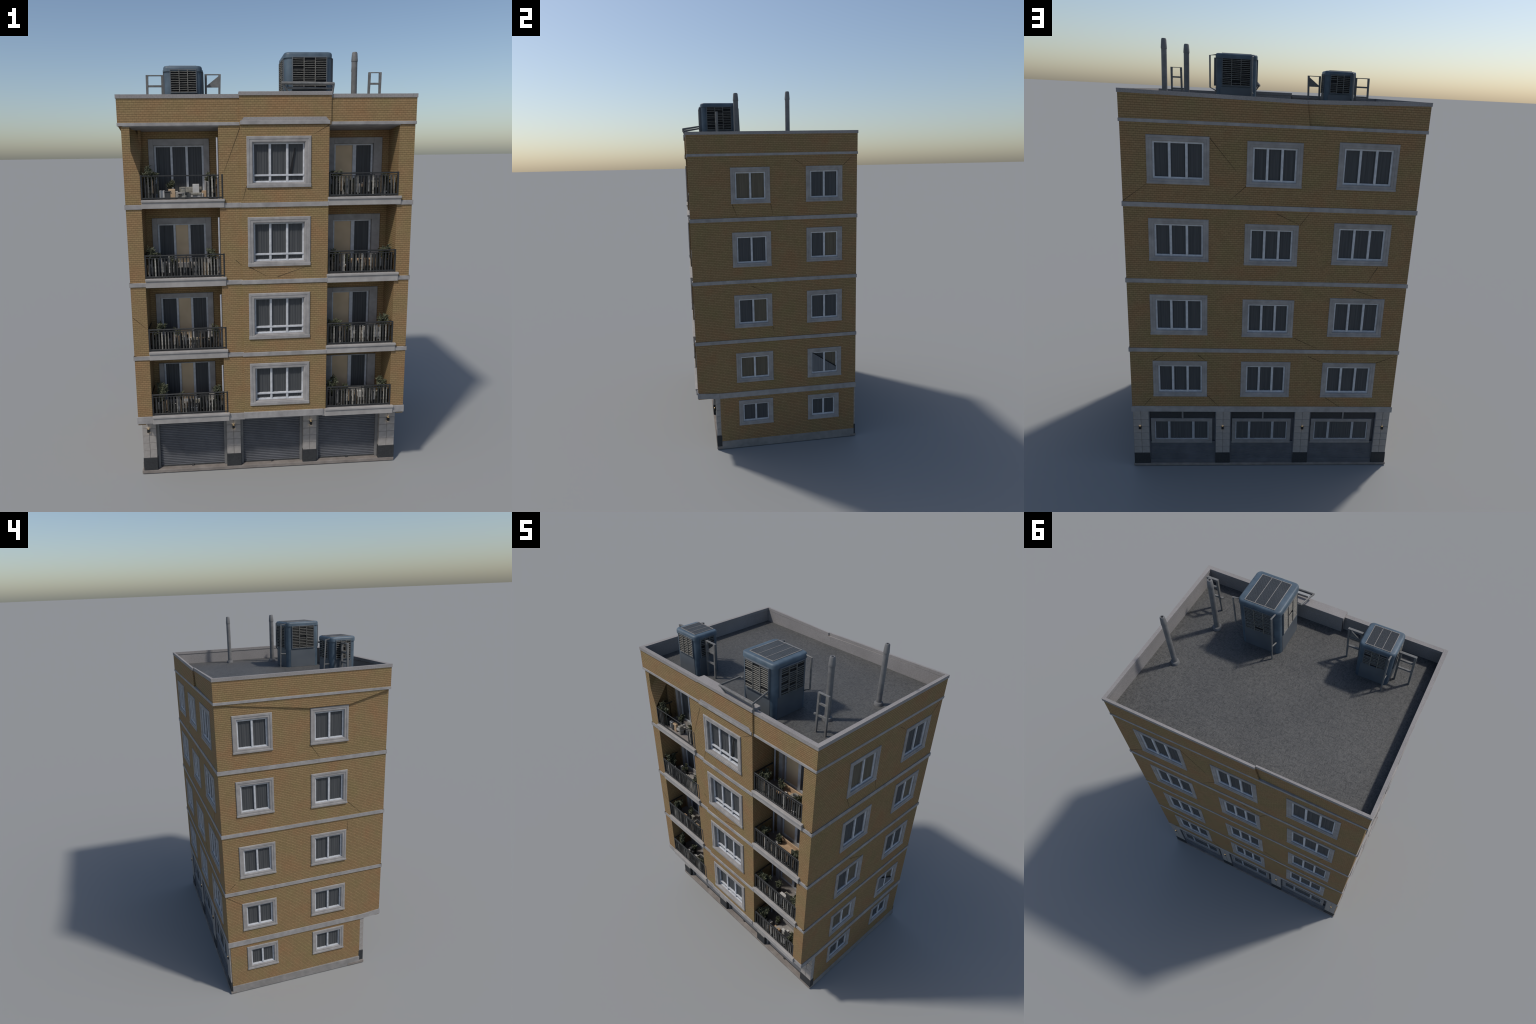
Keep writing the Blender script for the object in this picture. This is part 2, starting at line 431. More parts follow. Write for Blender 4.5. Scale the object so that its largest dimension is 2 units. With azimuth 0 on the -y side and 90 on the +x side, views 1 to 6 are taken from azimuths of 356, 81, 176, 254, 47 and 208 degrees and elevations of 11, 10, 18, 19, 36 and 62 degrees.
# ------------------------------------------------------------------ brick walls
TH = 0.034
panel(FR, (YF + 0.0005, YB - 0.0005), (0.312, 1.660), [h for h in holes_r if h[2] > 0.35], TH, "side_wall", "brick")
panel(FL, (YF + 0.0005, YB - 0.0005), (0.312, 1.660), [h for h in holes_l if h[2] > 0.35], TH, "side_wall", "brick")
panel(FR, (-0.328, YB - 0.008), (0.0, 0.312), [h for h in holes_r if h[2] < 0.35], TH, "side_wall", "brick")
panel(FL, (-0.328, YB - 0.008), (0.0, 0.312), [h for h in holes_l if h[2] < 0.35], TH, "side_wall", "brick")
panel(FB, (XL + 0.0002, XR - 0.0002), (0.312, 1.660), holes_b, TH, "back_wall", "brick")

loggia = []
for f in (5, 4, 3, 2):
    z0 = SLAB[f][1] - 0.004
    for o in (OPEN_L, OPEN_R):
        loggia.append((o[0], o[1], z0, CEIL[f]))
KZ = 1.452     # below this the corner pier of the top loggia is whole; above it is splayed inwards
def splay(b):
    xo = XLF + 0.0004
    a, c = (xo, YF, 1.655), (OPEN_L[0], YF, KZ)
    b.face([(xo, YF, KZ), c, a])
    b.face([a, c, (OPEN_L[0], REC_L + 0.02, 1.655)])
panel(FW, (XLF + 0.0004, XR - 0.0004), (0.318, 1.655), loggia + [(-1.0, OPEN_L[0], KZ, 1.655), (-0.127, 0.2535, 0.0, 2.0)], 0.010, "front_wall", "brick", splay)
panel(FC, (-0.127, 0.2538), (0.330, 1.655), holes_c, 0.036, "front_bay", "brick")

# ------------------------------------------------------------------ string courses
def course(z, out, rise=0.0):
    b = Build()
    z0, z1 = z
    e = out
    bv = 0.001
    yk = -0.33 if rise else YF - e + 0.0003
    for x0, x1 in ((XR - 0.01, XR + e), (XL - e, XL + 0.01)):
        left = x0 < 0
        ys = [(yk, YB + 0.0030)] if not left else [(yk, 0.20), (0.20, YB + 0.0030)]
        def sx(xx, yy):       # follow the tapering left flank
            return xx + ((XLF - XL) * min(1.0, max(0.0, (0.20 - yy) / 0.65)) if left else 0.0)
        for q0, q1 in ys:
            b.hexa([(sx(x0, q0), q0, z0), (sx(x1, q0), q0, z0), (sx(x1, q1), q1, z0), (sx(x0, q1), q1, z0),
                    (sx(x0, q0), q0, z1), (sx(x1, q0), q0, z1), (sx(x1, q1), q1, z1), (sx(x0, q1), q1, z1)])
        if rise:      # the band climbs slightly where it turns over the overhang
            ya = YF - 0.0025
            b.hexa([(sx(x0, ya), ya, z0 + rise), (sx(x1, ya), ya, z0 + rise), (sx(x1, yk), yk + 0.001, z0), (sx(x0, yk), yk + 0.001, z0),
                    (sx(x0, ya), ya, z1 + rise), (sx(x1, ya), ya, z1 + rise), (sx(x1, yk), yk + 0.001, z1), (sx(x0, yk), yk + 0.001, z1)])
    b.box((XL + 0.005, XR - 0.005), (YB - 0.01, YB + 0.0028), (z0, z1), bv)
    return b, e
for f, z in BAND.items():
    b, e = course(z, 0.0042)
    b.box((XLF - e + 0.0004, OPEN_L[0] + 0.004), (YF + 0.01, YF - e), (z[0], z[1]), 0.001)
    b.box((OPEN_L[1] - 0.004, -0.124), (YF + 0.01, YF - e), (z[0] + 0.001, z[1] + 0.002), 0.001)
    b.box((-0.131, 0.2535), (YC + 0.01, YC - e), (z[0] + 0.001, z[1] + 0.001), 0.001)
    b.box((OPEN_R[1] - 0.004, XR + e - 0.0004), (YF + 0.01, YF - e), (z[0], z[1]), 0.001)
    b.done("string_course", "trim")

# deep band over the ground floor
b, e = course((0.309, 0.339), 0.0042, 0.0098)
b.box((XLF - e + 0.0004, OPEN_L[0] + 0.004), (-0.445, YF - 0.003), (0.318, 0.353), 0.001)
b.box((OPEN_L[1] - 0.004, -0.126), (-0.33, YF - 0.004), (0.318, 0.351), 0.001)
b.box((-0.1295, 0.242), (-0.33, YC - 0.005), (0.3250, 0.356), 0.001)
b.box((OPEN_R[1] - 0.004, XR + e - 0.0004), (-0.445, YF - 0.003), (0.318, 0.352), 0.001)
b.box((0.238, 0.260), (-0.33, YC - 0.002), (0.319, 0.354), 0.001)
b.done("string_course", "trim")

# soffit under the overhang
Build().box((XLF + 0.002, XR - 0.002), (-0.30, YF + 0.004), (0.316, 0.326)).done("soffit", "slab")

# ------------------------------------------------------------------ parapet
PX, PXL, PYB, PYF = 0.6318, -0.6328, 0.4672, -0.4535
IN = 0.013
def parapet_prism(b, outer, inner, z0, z1):
    b.hexa([(*outer[0], z0[0]), (*outer[1], z0[1]), (*inner[1], z0[1]), (*inner[0], z0[0]),
            (*outer[0], z1[0]), (*outer[1], z1[1]), (*inner[1], z1[1]), (*inner[0], z1[0])])
CT = 1.7655
b = Build()
b.box((PX - 0.006, PX), (PYF, PYB), (1.665, CT))                 # right
b.box((PXL, PXL + 0.006), (PYF, PYB), (1.665, CT))               # left
b.box((PXL + 0.0058, -0.126), (PYF, PYF + IN), (1.655, CT))        # front wings
b.box((0.258, PX - 0.0058), (PYF, PYF + IN), (1.655, CT))
b.box((-0.128, 0.2605), (YC - 0.004, -0.420), (1.655, 1.776))  # raised centre block
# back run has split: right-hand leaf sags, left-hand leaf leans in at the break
b.hexa([(-0.137, PYB + 0.001, 1.665), (PX - 0.0058, PYB, 1.665), (PX - 0.0058, PYB - 0.006, 1.665), (-0.137, PYB - 0.006, 1.665),
        (-0.1215, PYB + 0.001, CT - 0.013), (PX - 0.0058, PYB, CT), (PX - 0.0058, PYB - 0.006, CT), (-0.1215, PYB - 0.006, CT - 0.013)])
parapet_prism(b, [(-0.110, PYB - 0.0085), (PXL + 0.0058, PYB)], [(-0.110, PYB - 0.0125), (PXL + 0.0058, PYB - 0.006)], (1.660, 1.665), (CT - 0.014, CT))
b.done("parapet", "brick")

b = Build()   # concrete lining of the parapet's inside
I2 = IN + 0.003
def cant(x_out, xf, xb):      # lining leaf whose inner face is canted in plan
    y0, y1, za, zb = PYF + 0.01, PYB - 0.006, ROOF - 0.02, CT - 0.001
    b.hexa([(x_out, y0, za), (xf, y0, za), (xb, y1, za), (x_out, y1, za), (x_out, y0, zb), (xf, y0, zb), (xb, y1, zb), (x_out, y1, zb)])
cant(PX - 0.004, PX - 0.0165, PX - 0.0110)
cant(PXL + 0.004, PXL + 0.0155, PXL + 0.0075)
b.box((PXL + I2, -0.129), (PYF + IN - 0.001, PYF + I2), (ROOF - 0.02, CT - 0.002))
b.box((0.2615, PX - I2), (PYF + IN - 0.001, PYF + I2), (ROOF - 0.02, CT - 0.002))
b.box((-0.1292, 0.2617), (-0.4205, -0.4165), (ROOF - 0.02, 1.7755))
b.box((-0.1292, -0.1275), (PYF + 0.01, -0.4165), (ROOF - 0.02, 1.7755))
b.box((0.2600, 0.2617), (PYF + 0.01, -0.4165), (ROOF - 0.02, 1.7755))
def back_lining(xa, xb, ia, ib, oa, ob_, za, zb):
    b.hexa([(xa, PYB - ia, 1.68), (xb, PYB - ib, 1.68), (xb, PYB - ob_, 1.68), (xa, PYB - oa, 1.68),
            (xa, PYB - ia, za), (xb, PYB - ib, zb), (xb, PYB - ob_, zb), (xa, PYB - oa, za)])
back_lining(PXL + 0.006, -0.1225, 0.0095, 0.0155, 0.0040, 0.0110, CT - 0.001, CT - 0.014)
back_lining(-0.1225, PX - 0.008, 0.0155, 0.0095, 0.0045, 0.0040, CT - 0.014, CT - 0.001)
b.done("parapet_lining", "coping")

b = Build()   # coping stones
O = 0.0028
ZC = (1.765, 1.781)
for xo, sg, wf, wb in ((PX + O, -1, 0.0215, 0.0165), (PXL - O, 1, 0.0205, 0.0135)):
    a0, a1, c0, c1 = PYF - O, PYB + O, ZC[0], ZC[1]
    b.hexa([(xo, a0, c0), (xo + sg * wf, a0, c0), (xo + sg * wb, a1, c0), (xo, a1, c0), (xo, a0, c1), (xo + sg * wf, a0, c1), (xo + sg * wb, a1, c1), (xo, a1, c1)])
b.box((PXL + 0.0180, -0.1285), (PYF - O, PYF + 0.019), (1.765, 1.7808))
b.box((0.261, PX - 0.0180), (PYF - O, PYF + 0.019), (1.765, 1.7808))
b.box((-0.1305, 0.2635), (YC - 0.0085, -0.4145), (1.7745, 1.7905), 0.001)
parapet_prism(b, [(PX - 0.0125, PYB + O - 0.0003), (-0.1215, PYB + O - 0.0005)], [(PX - 0.0125, PYB - 0.010), (-0.1215, PYB - 0.008)], (CT, CT - 0.013), (1.7808, 1.768))
parapet_prism(b, [(-0.1225, PYB - 0.006), (PXL + 0.0100, PYB + O - 0.0003)], [(-0.1225, PYB - 0.014), (PXL + 0.0100, PYB - 0.010)], (CT - 0.013, CT), (1.7684, 1.7808))
b.done("coping", "coping")

b = Build()   # cornice under the parapet
zc = (1.6545, 1.668)
e = 0.0022
b.box((PX - 0.02, PX + e), (PYF - e, PYB + e), zc, 0.001)
b.box((PXL - e, PXL + 0.02), (PYF - e, PYB + e), zc, 0.001)
b.box((PXL, PX), (PYB - 0.02, PYB + e - 0.0002), zc, 0.001)
b.box((PXL, -0.125), (PYF + 0.02, PYF - e + 0.0002), zc, 0.001)
b.box((0.256, PX), (PYF + 0.02, PYF - e + 0.0002), zc, 0.001)
b.box((-0.1265, 0.2555), (YC + 0.01, YC - 0.0068), (1.6575, 1.6735), 0.001)
b.done("cornice", "trim")
b = Build()
b.hexa([(-0.122, YC - 0.0062, 1.672), (0.251, YC - 0.0062, 1.672), (0.251, YC + 0.01, 1.672), (-0.122, YC + 0.01, 1.672),
        (-0.110, YC - 0.0048, 1.688), (0.238, YC - 0.0048, 1.688), (0.238, YC + 0.01, 1.688), (-0.110, YC + 0.01, 1.688)])
b.done("ledge_slope", "coping")  # sloped ledge top; darker colour copies shading baked into the original
# brickwork swells out beneath the cornice on the left flank
b = Build()
prof = [(0.462, 1.656), (-0.018, 1.599), (-0.228, 1.598), (-0.449, 1.656)]
L0 = [b.bm.verts.new((XL + 0.02, y, z)) for y, z in prof]
L1 = [b.bm.verts.new((XL - 0.0055, y, z)) for y, z in prof]
b.bm.faces.new(L0); b.bm.faces.new(L1[::-1])
for i in range(4):
    b.bm.faces.new((L0[i], L0[(i + 1) % 4], L1[(i + 1) % 4], L1[i]))
b.done("wall_bulge", "brick")

b = Build()
for xa, xb, rc in ((OPEN_L[0] - 0.06, OPEN_L[1] + 0.003, REC_L), (OPEN_R[0] - 0.0002, OPEN_R[1] + 0.003, REC)):
    b.hexa([(xa, YF - 0.0008, 1.6515), (xb, YF - 0.0008, 1.6515), (xb, rc, 1.638), (xa, rc, 1.638),
            (xa, YF - 0.0008, 1.6560), (xb, YF - 0.0008, 1.6560), (xb, rc, 1.6560), (xa, rc, 1.6560)])
b.done("lintel", "trim")

# roof deck
Build().box((XL + 0.004, XR - 0.004), (YF + 0.006, YB - 0.0125), (1.657, ROOF)).done("roof_deck", "roof")

# ------------------------------------------------------------------ plants
def leaf_mesh():
    b = Build()
    L, w = 1.0, 0.36
    p = [(0, 0, 0), (0.35 * L, w / 2, 0.06), (L, 0, -0.05), (0.35 * L, -w / 2, 0.06), (0.45 * L, 0, 0.12), (0.45 * L, 0, -0.01)]
    v = [b.bm.verts.new(q) for q in p]
    for f in ((0, 1, 4), (1, 2, 4), (2, 3, 4), (3, 0, 4), (1, 0, 5), (2, 1, 5), (3, 2, 5), (0, 3, 5)):
        b.bm.faces.new([v[i] for i in f])
    return b
def plant(parent, x, y, z, h, r, seed, n=150):
    rg = random.Random(seed)
    b = Build()
    ph = min(0.045, h * 0.42)
    b.lathe(x, y, [(r * 0.42, z), (r * 0.55, z + ph), (r * 0.60, z + ph + 0.001), (r * 0.60, z + ph + 0.005), (r * 0.5, z + ph + 0.005), (r * 0.48, z + ph)], 14)
    b.done("plant_pot", "pot", parent, smooth=True)
    b = Build()
    for s in range(7):
        a = rg.uniform(0, 6.28); q = rg.uniform(0.2, 0.9)
        top = Vector((x + r * q * math.cos(a), y + r * q * math.sin(a), z + ph + (h - ph) * rg.uniform(0.6, 0.98)))
        base = Vector((x, y, z + ph - 0.003))
        mid = (base + top) / 2 + Vector((0, 0, 0.008))
        b.tube([base, mid, top], [0.0014, 0.0011, 0.0006], 5)
        for k in range(n // 7):
            t = rg.uniform(0.15, 1.0)
            p = base.lerp(mid, t * 2) if t < 0.5 else mid.lerp(top, t * 2 - 1)
            d = Vector((rg.gauss(0, 1), rg.gauss(0, 1), rg.gauss(0.35, 0.7))).normalized()
            L = rg.uniform(0.010, 0.019)
            side = d.cross(Vector((rg.gauss(0, 1), rg.gauss(0, 1), rg.gauss(0, 1)))).normalized()
            nn = d.cross(side)
            w = L * rg.uniform(0.16, 0.24)
            pts = [p, p + d * L * 0.4 + side * w + nn * 0.0008, p + d * L, p + d * L * 0.4 - side * w + nn * 0.0008, p + d * L * 0.45 + nn * 0.002, p + d * L * 0.45 - nn * 0.0004]
            v = [b.bm.verts.new(q2) for q2 in pts]
            for f in ((0, 1, 4), (1, 2, 4), (2, 3, 4), (3, 0, 4), (1, 0, 5), (2, 1, 5), (3, 2, 5), (0, 3, 5)):
                b.bm.faces.new([v[i] for i in f])
    b.done("foliage", "leaf", parent, kind="stuff")

def crate(parent, x, y, z, s, h):
    b = Build()
    t = s * 0.16
    b.box((x - s / 2, x + s / 2), (y - s / 2, y - s / 2 + t), (z, z + h), 0.001)
    b.box((x - s / 2, x + s / 2), (y + s / 2 - t, y + s / 2), (z, z + h), 0.001)
    b.box((x - s / 2, x - s / 2 + t), (y - s / 2 + t, y + s / 2 - t), (z, z + h - 0.0004), 0.001)
    b.box((x + s / 2 - t, x + s / 2), (y - s / 2 + t, y + s / 2 - t), (z, z + h - 0.0004), 0.001)
    b.box((x - s / 2 + t, x + s / 2 - t), (y - s / 2 + t, y + s / 2 - t), (z, z + 0.006))
    b.done("planter_crate", "cane", parent)

def bench(parent, x, y, z, w, d, mat="cushion"):
    b = Build()
    b.box((x - w / 2, x + w / 2), (y - d / 2, y + d / 2), (z + 0.014, z + 0.024), 0.002)
    b.box((x - w / 2, x + w / 2), (y + d / 2 - 0.006, y + d / 2), (z + 0.024, z + 0.048), 0.002)
    for sx in (-1, 1):
        b.box((x + sx * (w / 2 - 0.004) - 0.003, x + sx * (w / 2 - 0.004) + 0.003), (y - d / 2 + 0.002, y + d / 2 - 0.002), (z, z + 0.014))
    b.done("bench", mat, parent)

def table(parent, x, y, z, r, h):
    b = Build()
    b.lathe(x, y, [(r * 0.6, z), (r * 0.6, z + 0.003), (0.003, z + 0.004), (0.003, z + h - 0.004), (r, z + h - 0.004), (r, z + h)], 20)
    b.done("table", "cushion", parent, smooth=True)

# ------------------------------------------------------------------ balconies
def bar_mesh(h):
    b = Build()
    b.box((-0.0027, 0.0027), (-0.0022, 0.0022), (0, h), 0.0007)
    return b.done("baluster", "bar", mesh_only=True)
BAR = bar_mesh(0.077)

def railing(parent, x0, x1, z, rec, open_middle=False):
    y = -0.4475
    zt = z + 0.104
    b = Build()
    for x in (x0 + 0.0035, x1 - 0.0035):
        b.box((x - 0.0035, x + 0.0035), (y - 0.0035, y + 0.0035), (z, zt + 0.001), 0.0008)
    if not open_middle:
        b.box((x0 + 0.006, x1 - 0.006), (y - 0.0032, y + 0.0032), (zt - 0.006, zt), 0.001)
        b.box((x0 + 0.006, x1 - 0.006), (y - 0.002, y + 0.002), (zt - 0.0145, zt - 0.0115))
        b.box((x0 + 0.006, x1 - 0.006), (y - 0.0028, y + 0.0028), (z + 0.003, z + 0.010), 0.0008)
    else:
        b.box((x0 + 0.006, x1 - 0.006), (y - 0.0016, y + 0.0016), (zt - 0.006, zt - 0.001), 0.0008)
        b.box((x0 + 0.006, x1 - 0.006), (y - 0.0028, y + 0.0028), (z + 0.003, z + 0.009), 0.0008)
    # side returns into the loggia
    for x in (x0 + 0.0015, x1 - 0.0015):
        b.box((x - 0.0015, x + 0.0015), (y + 0.003, rec - 0.02), (zt - 0.005, zt))
    b.done("railing", "rail", parent)
    n = int(round((x1 - x0 - 0.012) / 0.0137))
    for i in range(1, n):
        if open_middle and 4 < i < n - 4:
            continue
        ob = bpy.data.objects.new("baluster", BAR)
        ob.location = (x0 + 0.006 + (x1 - x0 - 0.012) * i / n + rnd.uniform(-0.0007, 0.0007), y, z + 0.009)
        ob.scale = (rnd.uniform(0.7, 1.3), 1, 1.04 if not open_middle else 1.12)
        link(ob, parent)

def clutter_strips(parent, x0, x1, z, seed, gap=None):
    """made-up strips behind the bars, imitating smeared dark and pale clutter streaks"""
    rg = random.Random(seed)
    groups = {"strip_dark": Build(), "strip_olive": Build(), "strip_pale": Build(), "strip_tan": Build()}
    x = x0
    while x < x1:
        w = rg.uniform(0.0025, 0.0075)
        t = (x - x0) / (x1 - x0)
        mid = math.exp(-((t - 0.48) / 0.24) ** 2)
        r = rg.random()
        if r < 0.14 + 0.34 * mid:
            k = "strip_pale" if rg.random() < 0.55 else "strip_tan"
        elif r < 0.55:
            k = "strip_olive"
        else:
            k = "strip_dark"
        y = -0.4425 + rg.uniform(0, 0.006)
        h = rg.uniform(0.045, 0.088)
        zb = z + (rg.uniform(0.0, 0.02) if k != "strip_dark" else 0.0)
        dx = rg.uniform(-0.003, 0.003)
        if not (gap and gap[0] < x < gap[1]):
            groups[k].hexa([(x, y, zb), (x + w, y, zb), (x + w, y + 0.0022, zb), (x, y + 0.0022, zb),
                            (x + dx, y, z + h), (x + dx + w, y, z + h), (x + dx + w, y + 0.0022, z + h), (x + dx, y + 0.0022, z + h)])
        x += w + (rg.uniform(0.0, 0.0016) if rg.random() < 0.7 else rg.uniform(0.003, 0.008))
    for k, b in groups.items():
        if len(b.bm.faces):
            b.done("clutter_strips", k, parent, kind="stuff")

def door(F, parent, u0, u1, g, zt, z0, mats, gt):
    """balcony door: surround, frame and leaves; g = list of (u0,u1) leaf openings"""
    b = Build()
    tw = 0.030
    dp = 0.014
    gl, gr = g[0][0] - 0.009, g[-1][1] + 0.009
    zi = gt + 0.008
    fbox(b, F, (u0, gl), (-dp - 0.012, 0.006), (z0, zt), 0.0012)
    fbox(b, F, (gr, u1), (-dp - 0.012, 0.006), (z0, zt), 0.0012)
    fbox(b, F, (gl - 0.0002, gr + 0.0002), (-dp - 0.012, 0.0057), (zi, zt - 0.0001), 0.0012)
    d = b.done("balcony_door", "trim", parent)
    b = Build()
    ed = [gl] + [0.5 * (g[i][1] + g[i + 1][0]) for i in range(len(g) - 1)] + [gr]
    fbox(b, F, (gl, gr), (-dp - 0.006, -dp + 0.004), (gt, zi), 0.0006)
    fbox(b, F, (gl, gr), (-dp - 0.006, -dp + 0.004), (z0 + 0.001, z0 + 0.012), 0.0006)
    fbox(b, F, (gl, g[0][0]), (-dp - 0.006, -dp + 0.0042), (z0 + 0.001, zi - 0.0005), 0.0006)
    fbox(b, F, (g[-1][1], gr), (-dp - 0.006, -dp + 0.0042), (z0 + 0.001, zi - 0.0005), 0.0006)
    for i in range(len(g) - 1):
        m0, m1 = g[i][1], g[i + 1][0]
        fbox(b, F, (m0, m1), (-dp - 0.006, -dp + 0.0046), (z0 + 0.001, zi - 0.0006), 0.0006)
    o = b.done("door_frame", "pvc", parent)
    for (a, c), m in zip(g, mats):
        p = pane(F, (a - 0.002, c + 0.002), (z0 + 0.008, gt + 0.002), -dp - 0.001, m, parent, folds=(m != "door_warm"))
        p.name = "door_leaf"

DOORTOP = {5: (1.606, 1.571), 4: (1.257, 1.222), 3: (0.905, 0.876), 2: (0.563, 0.553)}
for f in (5, 4, 3, 2):
    s0, s1 = SLAB[f]
    zt, gt = DOORTOP[f]
    ce = CEIL[f]
    BACKS = {"L": REC_L, "R": REC}
    for side, (a, c) in (("L", OPEN_L), ("R", OPEN_R)):
        rec = BACKS[side]
        FD = Face("front", rec)
        sx0, sx1 = (a + 0.001, c + 0.022) if side == "L" else (a - 0.004, c + 0.017)
        b = Build()
        b.box((sx0 + 0.001, sx1 - 0.002), (YF + 0.008, -0.459), (s0, s1 - 0.009), 0.0012)
        b.box((sx0, sx1), (YF + 0.008, -0.4635), (s1 - 0.010, s1), 0.0012)
        bal = b.done("balcony", "slab")
        b = Build()
        b.box((a - 0.02, c + 0.02), (rec + 0.02, YF + 0.009), (s0 + 0.0002, s1 - 0.0006))
        b.done("balcony_floor", "tile", bal)
        # brick lining of the loggia
        b = Build()
        zlo = s1 - 0.005
        b.box((a - 0.012, a), (rec + 0.01, YF + (0.0095 if not (f == 5 and side == "L") else 0.085)), (zlo, ce))
        if f == 5 and side == "L":
            b.box((a - 0.012, a), (YF + 0.09, YF + 0.0095), (zlo, KZ))
        b.box((c, c + 0.012), (rec + 0.01, YF + 0.0095), (zlo, ce))
        b.done("loggia_wall", "brick", bal)
        if side == "L":
            g = [(-0.496, -0.433), (-0.423, -0.366), (-0.355, -0.294)]
            u0, u1 = -0.527, -0.260
            mats = (D, D, D) if f == 5 else (D, "door_warm", D)
        else:
            g = [(0.317, 0.396), (0.413, 0.482)]
            u0, u1 = 0.283, 0.530
            mats = ("door_warm", D)
        panel(FD, (a - 0.001, c + 0.001), (zlo, ce + 0.001), [(u0 + 0.002, u1 - 0.002, zlo - 1, zt - 0.002)], 0.03, "loggia_wall", "brick").parent = bal
        door(FD, bal, u0, u1, g, zt, s1 - 0.001, mats, gt)
        railing(bal, (a + 0.001) if side == "L" else (a + 0.003), c + (0.016 if side == "L" else 0.005), s1, rec, open_middle=(f == 5 and side == "L"))
        clutter_strips(bal, a + 0.012, c - 0.006, s1 + 0.008, f * 7 + (3 if side == "R" else 0), (a + 0.075, c - 0.065) if (f == 5 and side == "L") else None)
        # rain pipe at right; at left a pale tube imitates the sunlit edge strip
        px, py = (c - 0.0055, YF + 0.014) if side == "L" else (a + 0.014, rec - 0.016)
        b = Build().tube([(px, py, zlo), (px, py, ce - (0.045 if side == "L" else 0.0))], 0.0042, 10)
        b.done("pipe_or_corner_strip", "pipe_strip", bal, smooth=True)
        # greenery at both ends
        sd = f * 10 + (1 if side == "R" else 0)
        rg = random.Random(sd)
        hl = {"L5": .150, "L4": .140, "L3": .120, "L2": .150, "R5": .110, "R4": .105, "R3": .115, "R2": .145}[side + str(f)]
        hr = {"L5": .110, "L4": .125, "L3": .100, "L2": .128, "R5": .095, "R4": .128, "R3": .130, "R2": .128}[side + str(f)]
        plant(bal, a + 0.040, -0.416, s1, hl, 0.040, sd, 620)
        plant(bal, c - 0.034, -0.420, s1, hr, 0.034, sd + 500, 460)
        plant(bal, a + 0.36 * (c - a), -0.375, s1, 0.075, 0.022, sd + 900, 160)
        # assorted boxes, stools and folded things on the floor
        for q in range(9):
            bx = a + (c - a) * (0.26 + 0.07 * q) + rg.uniform(-0.012, 0.012)
            by = rg.uniform(-0.430, -0.375)
            bw, bd, bh = rg.uniform(0.010, 0.030), rg.uniform(0.010, 0.026), rg.uniform(0.016, 0.062)
            b = Build()
            b.box((bx - bw / 2, bx + bw / 2), (by - bd / 2, by + bd / 2), (s1 - 0.0004, s1 + bh), 0.0012)
            if rg.random() < 0.5:
                b.box((bx - bw * 0.7, bx + bw * 0.7), (by - bd * 0.6, by + bd * 0.6), (s1 + bh - 0.0005, s1 + bh + 0.003), 0.0008)
            b.done("storage_box", rg.choice(["pale_box", "cushion", "pot", "cane", "pale_box", "tan", "pale_box"]), bal)
        if not (f == 5 and side == "L"):
            # low trough and dark chair added behind the bars to darken the gaps
            b = Build()
            ta, tb = a + rg.uniform(0.075, 0.10), a + (c - a) * rg.uniform(0.48, 0.62)
            b.box((ta, tb), (-0.436, -0.420), (s1, s1 + 0.040), 0.001)
            b.box((ta + 0.002, tb - 0.002), (-0.434, -0.422), (s1 + 0.039, s1 + 0.0405))
            b.done("dark_filler_box", "pot", bal)
            cx = a + (c - a) * rg.uniform(0.70, 0.80)
            b = Build()
            b.box((cx - 0.022, cx + 0.022), (-0.436, -0.400), (s1 + 0.030, s1 + 0.036), 0.002)
            b.box((cx - 0.022, cx + 0.022), (-0.4035, -0.398), (s1 + 0.036, s1 + 0.078), 0.002)
            for sx in (-1, 1):
                for yy in (-0.433, -0.403):
                    b.box((cx + sx * 0.018 - 0.002, cx + sx * 0.018 + 0.002), (yy - 0.002, yy + 0.002), (s1, s1 + 0.031))
            b.done("chair", "pot", bal)

        def seat(k):
            if k == "crates":
                crate(bal, a + 0.62 * (c - a), -0.395, s1, 0.040, 0.034); crate(bal, a + 0.78 * (c - a), -0.385, s1, 0.040, 0.030)
            elif k == "crate":
                crate(bal, a + 0.60 * (c - a), -0.388, s1, 0.042, 0.034); bench(bal, a + 0.78 * (c - a), -0.365, s1, 0.075, 0.05)
            elif k == "bench":
                bench(bal, a + 0.52 * (c - a), -0.375, s1, 0.13, 0.055, "tan"); crate(bal, a + 0.80 * (c - a), -0.39, s1, 0.034, 0.03)
            elif k == "sofa":
                bench(bal, a + 0.62 * (c - a), -0.365, s1, 0.14, 0.06); table(bal, a + 0.42 * (c - a), -0.41, s1, 0.017, 0.026)
            elif k == "table":
                table(bal, a + 0.50 * (c - a), -0.412, s1, 0.024, 0.028); bench(bal, a + 0.62 * (c - a), -0.376, s1, 0.10, 0.040, "cane")
        seat({"L5": "table", "L4": "sofa", "L3": "crates", "L2": "crate", "R5": "bench", "R4": "bench", "R3": "crate", "R2": "sofa"}[side + str(f)])

# ------------------------------------------------------------------ ground floor, street side
YG = -0.352
Build().box((XL - 0.004, XR + 0.001), (-0.25, -0.3545), (0.0, 0.0170), 0.0015).done("step", "step")
PIERS_F = [(-0.6205, -0.554, -0.590), (-0.213, -0.144, -0.179), (0.165, 0.233, 0.203), (0.549, 0.629, 0.593)]
PIERS_B = [(0.554, 0.628, 0.597), (0.164, 0.233, 0.200), (-0.225, -0.152, -0.191), (-0.624, -0.555, -0.592)]

def tile_mesh(w, h, d):
    return Build().box((0, w), (0, d), (0, h), 0.0008).done("stone_tile", "stone", mesh_only=True)

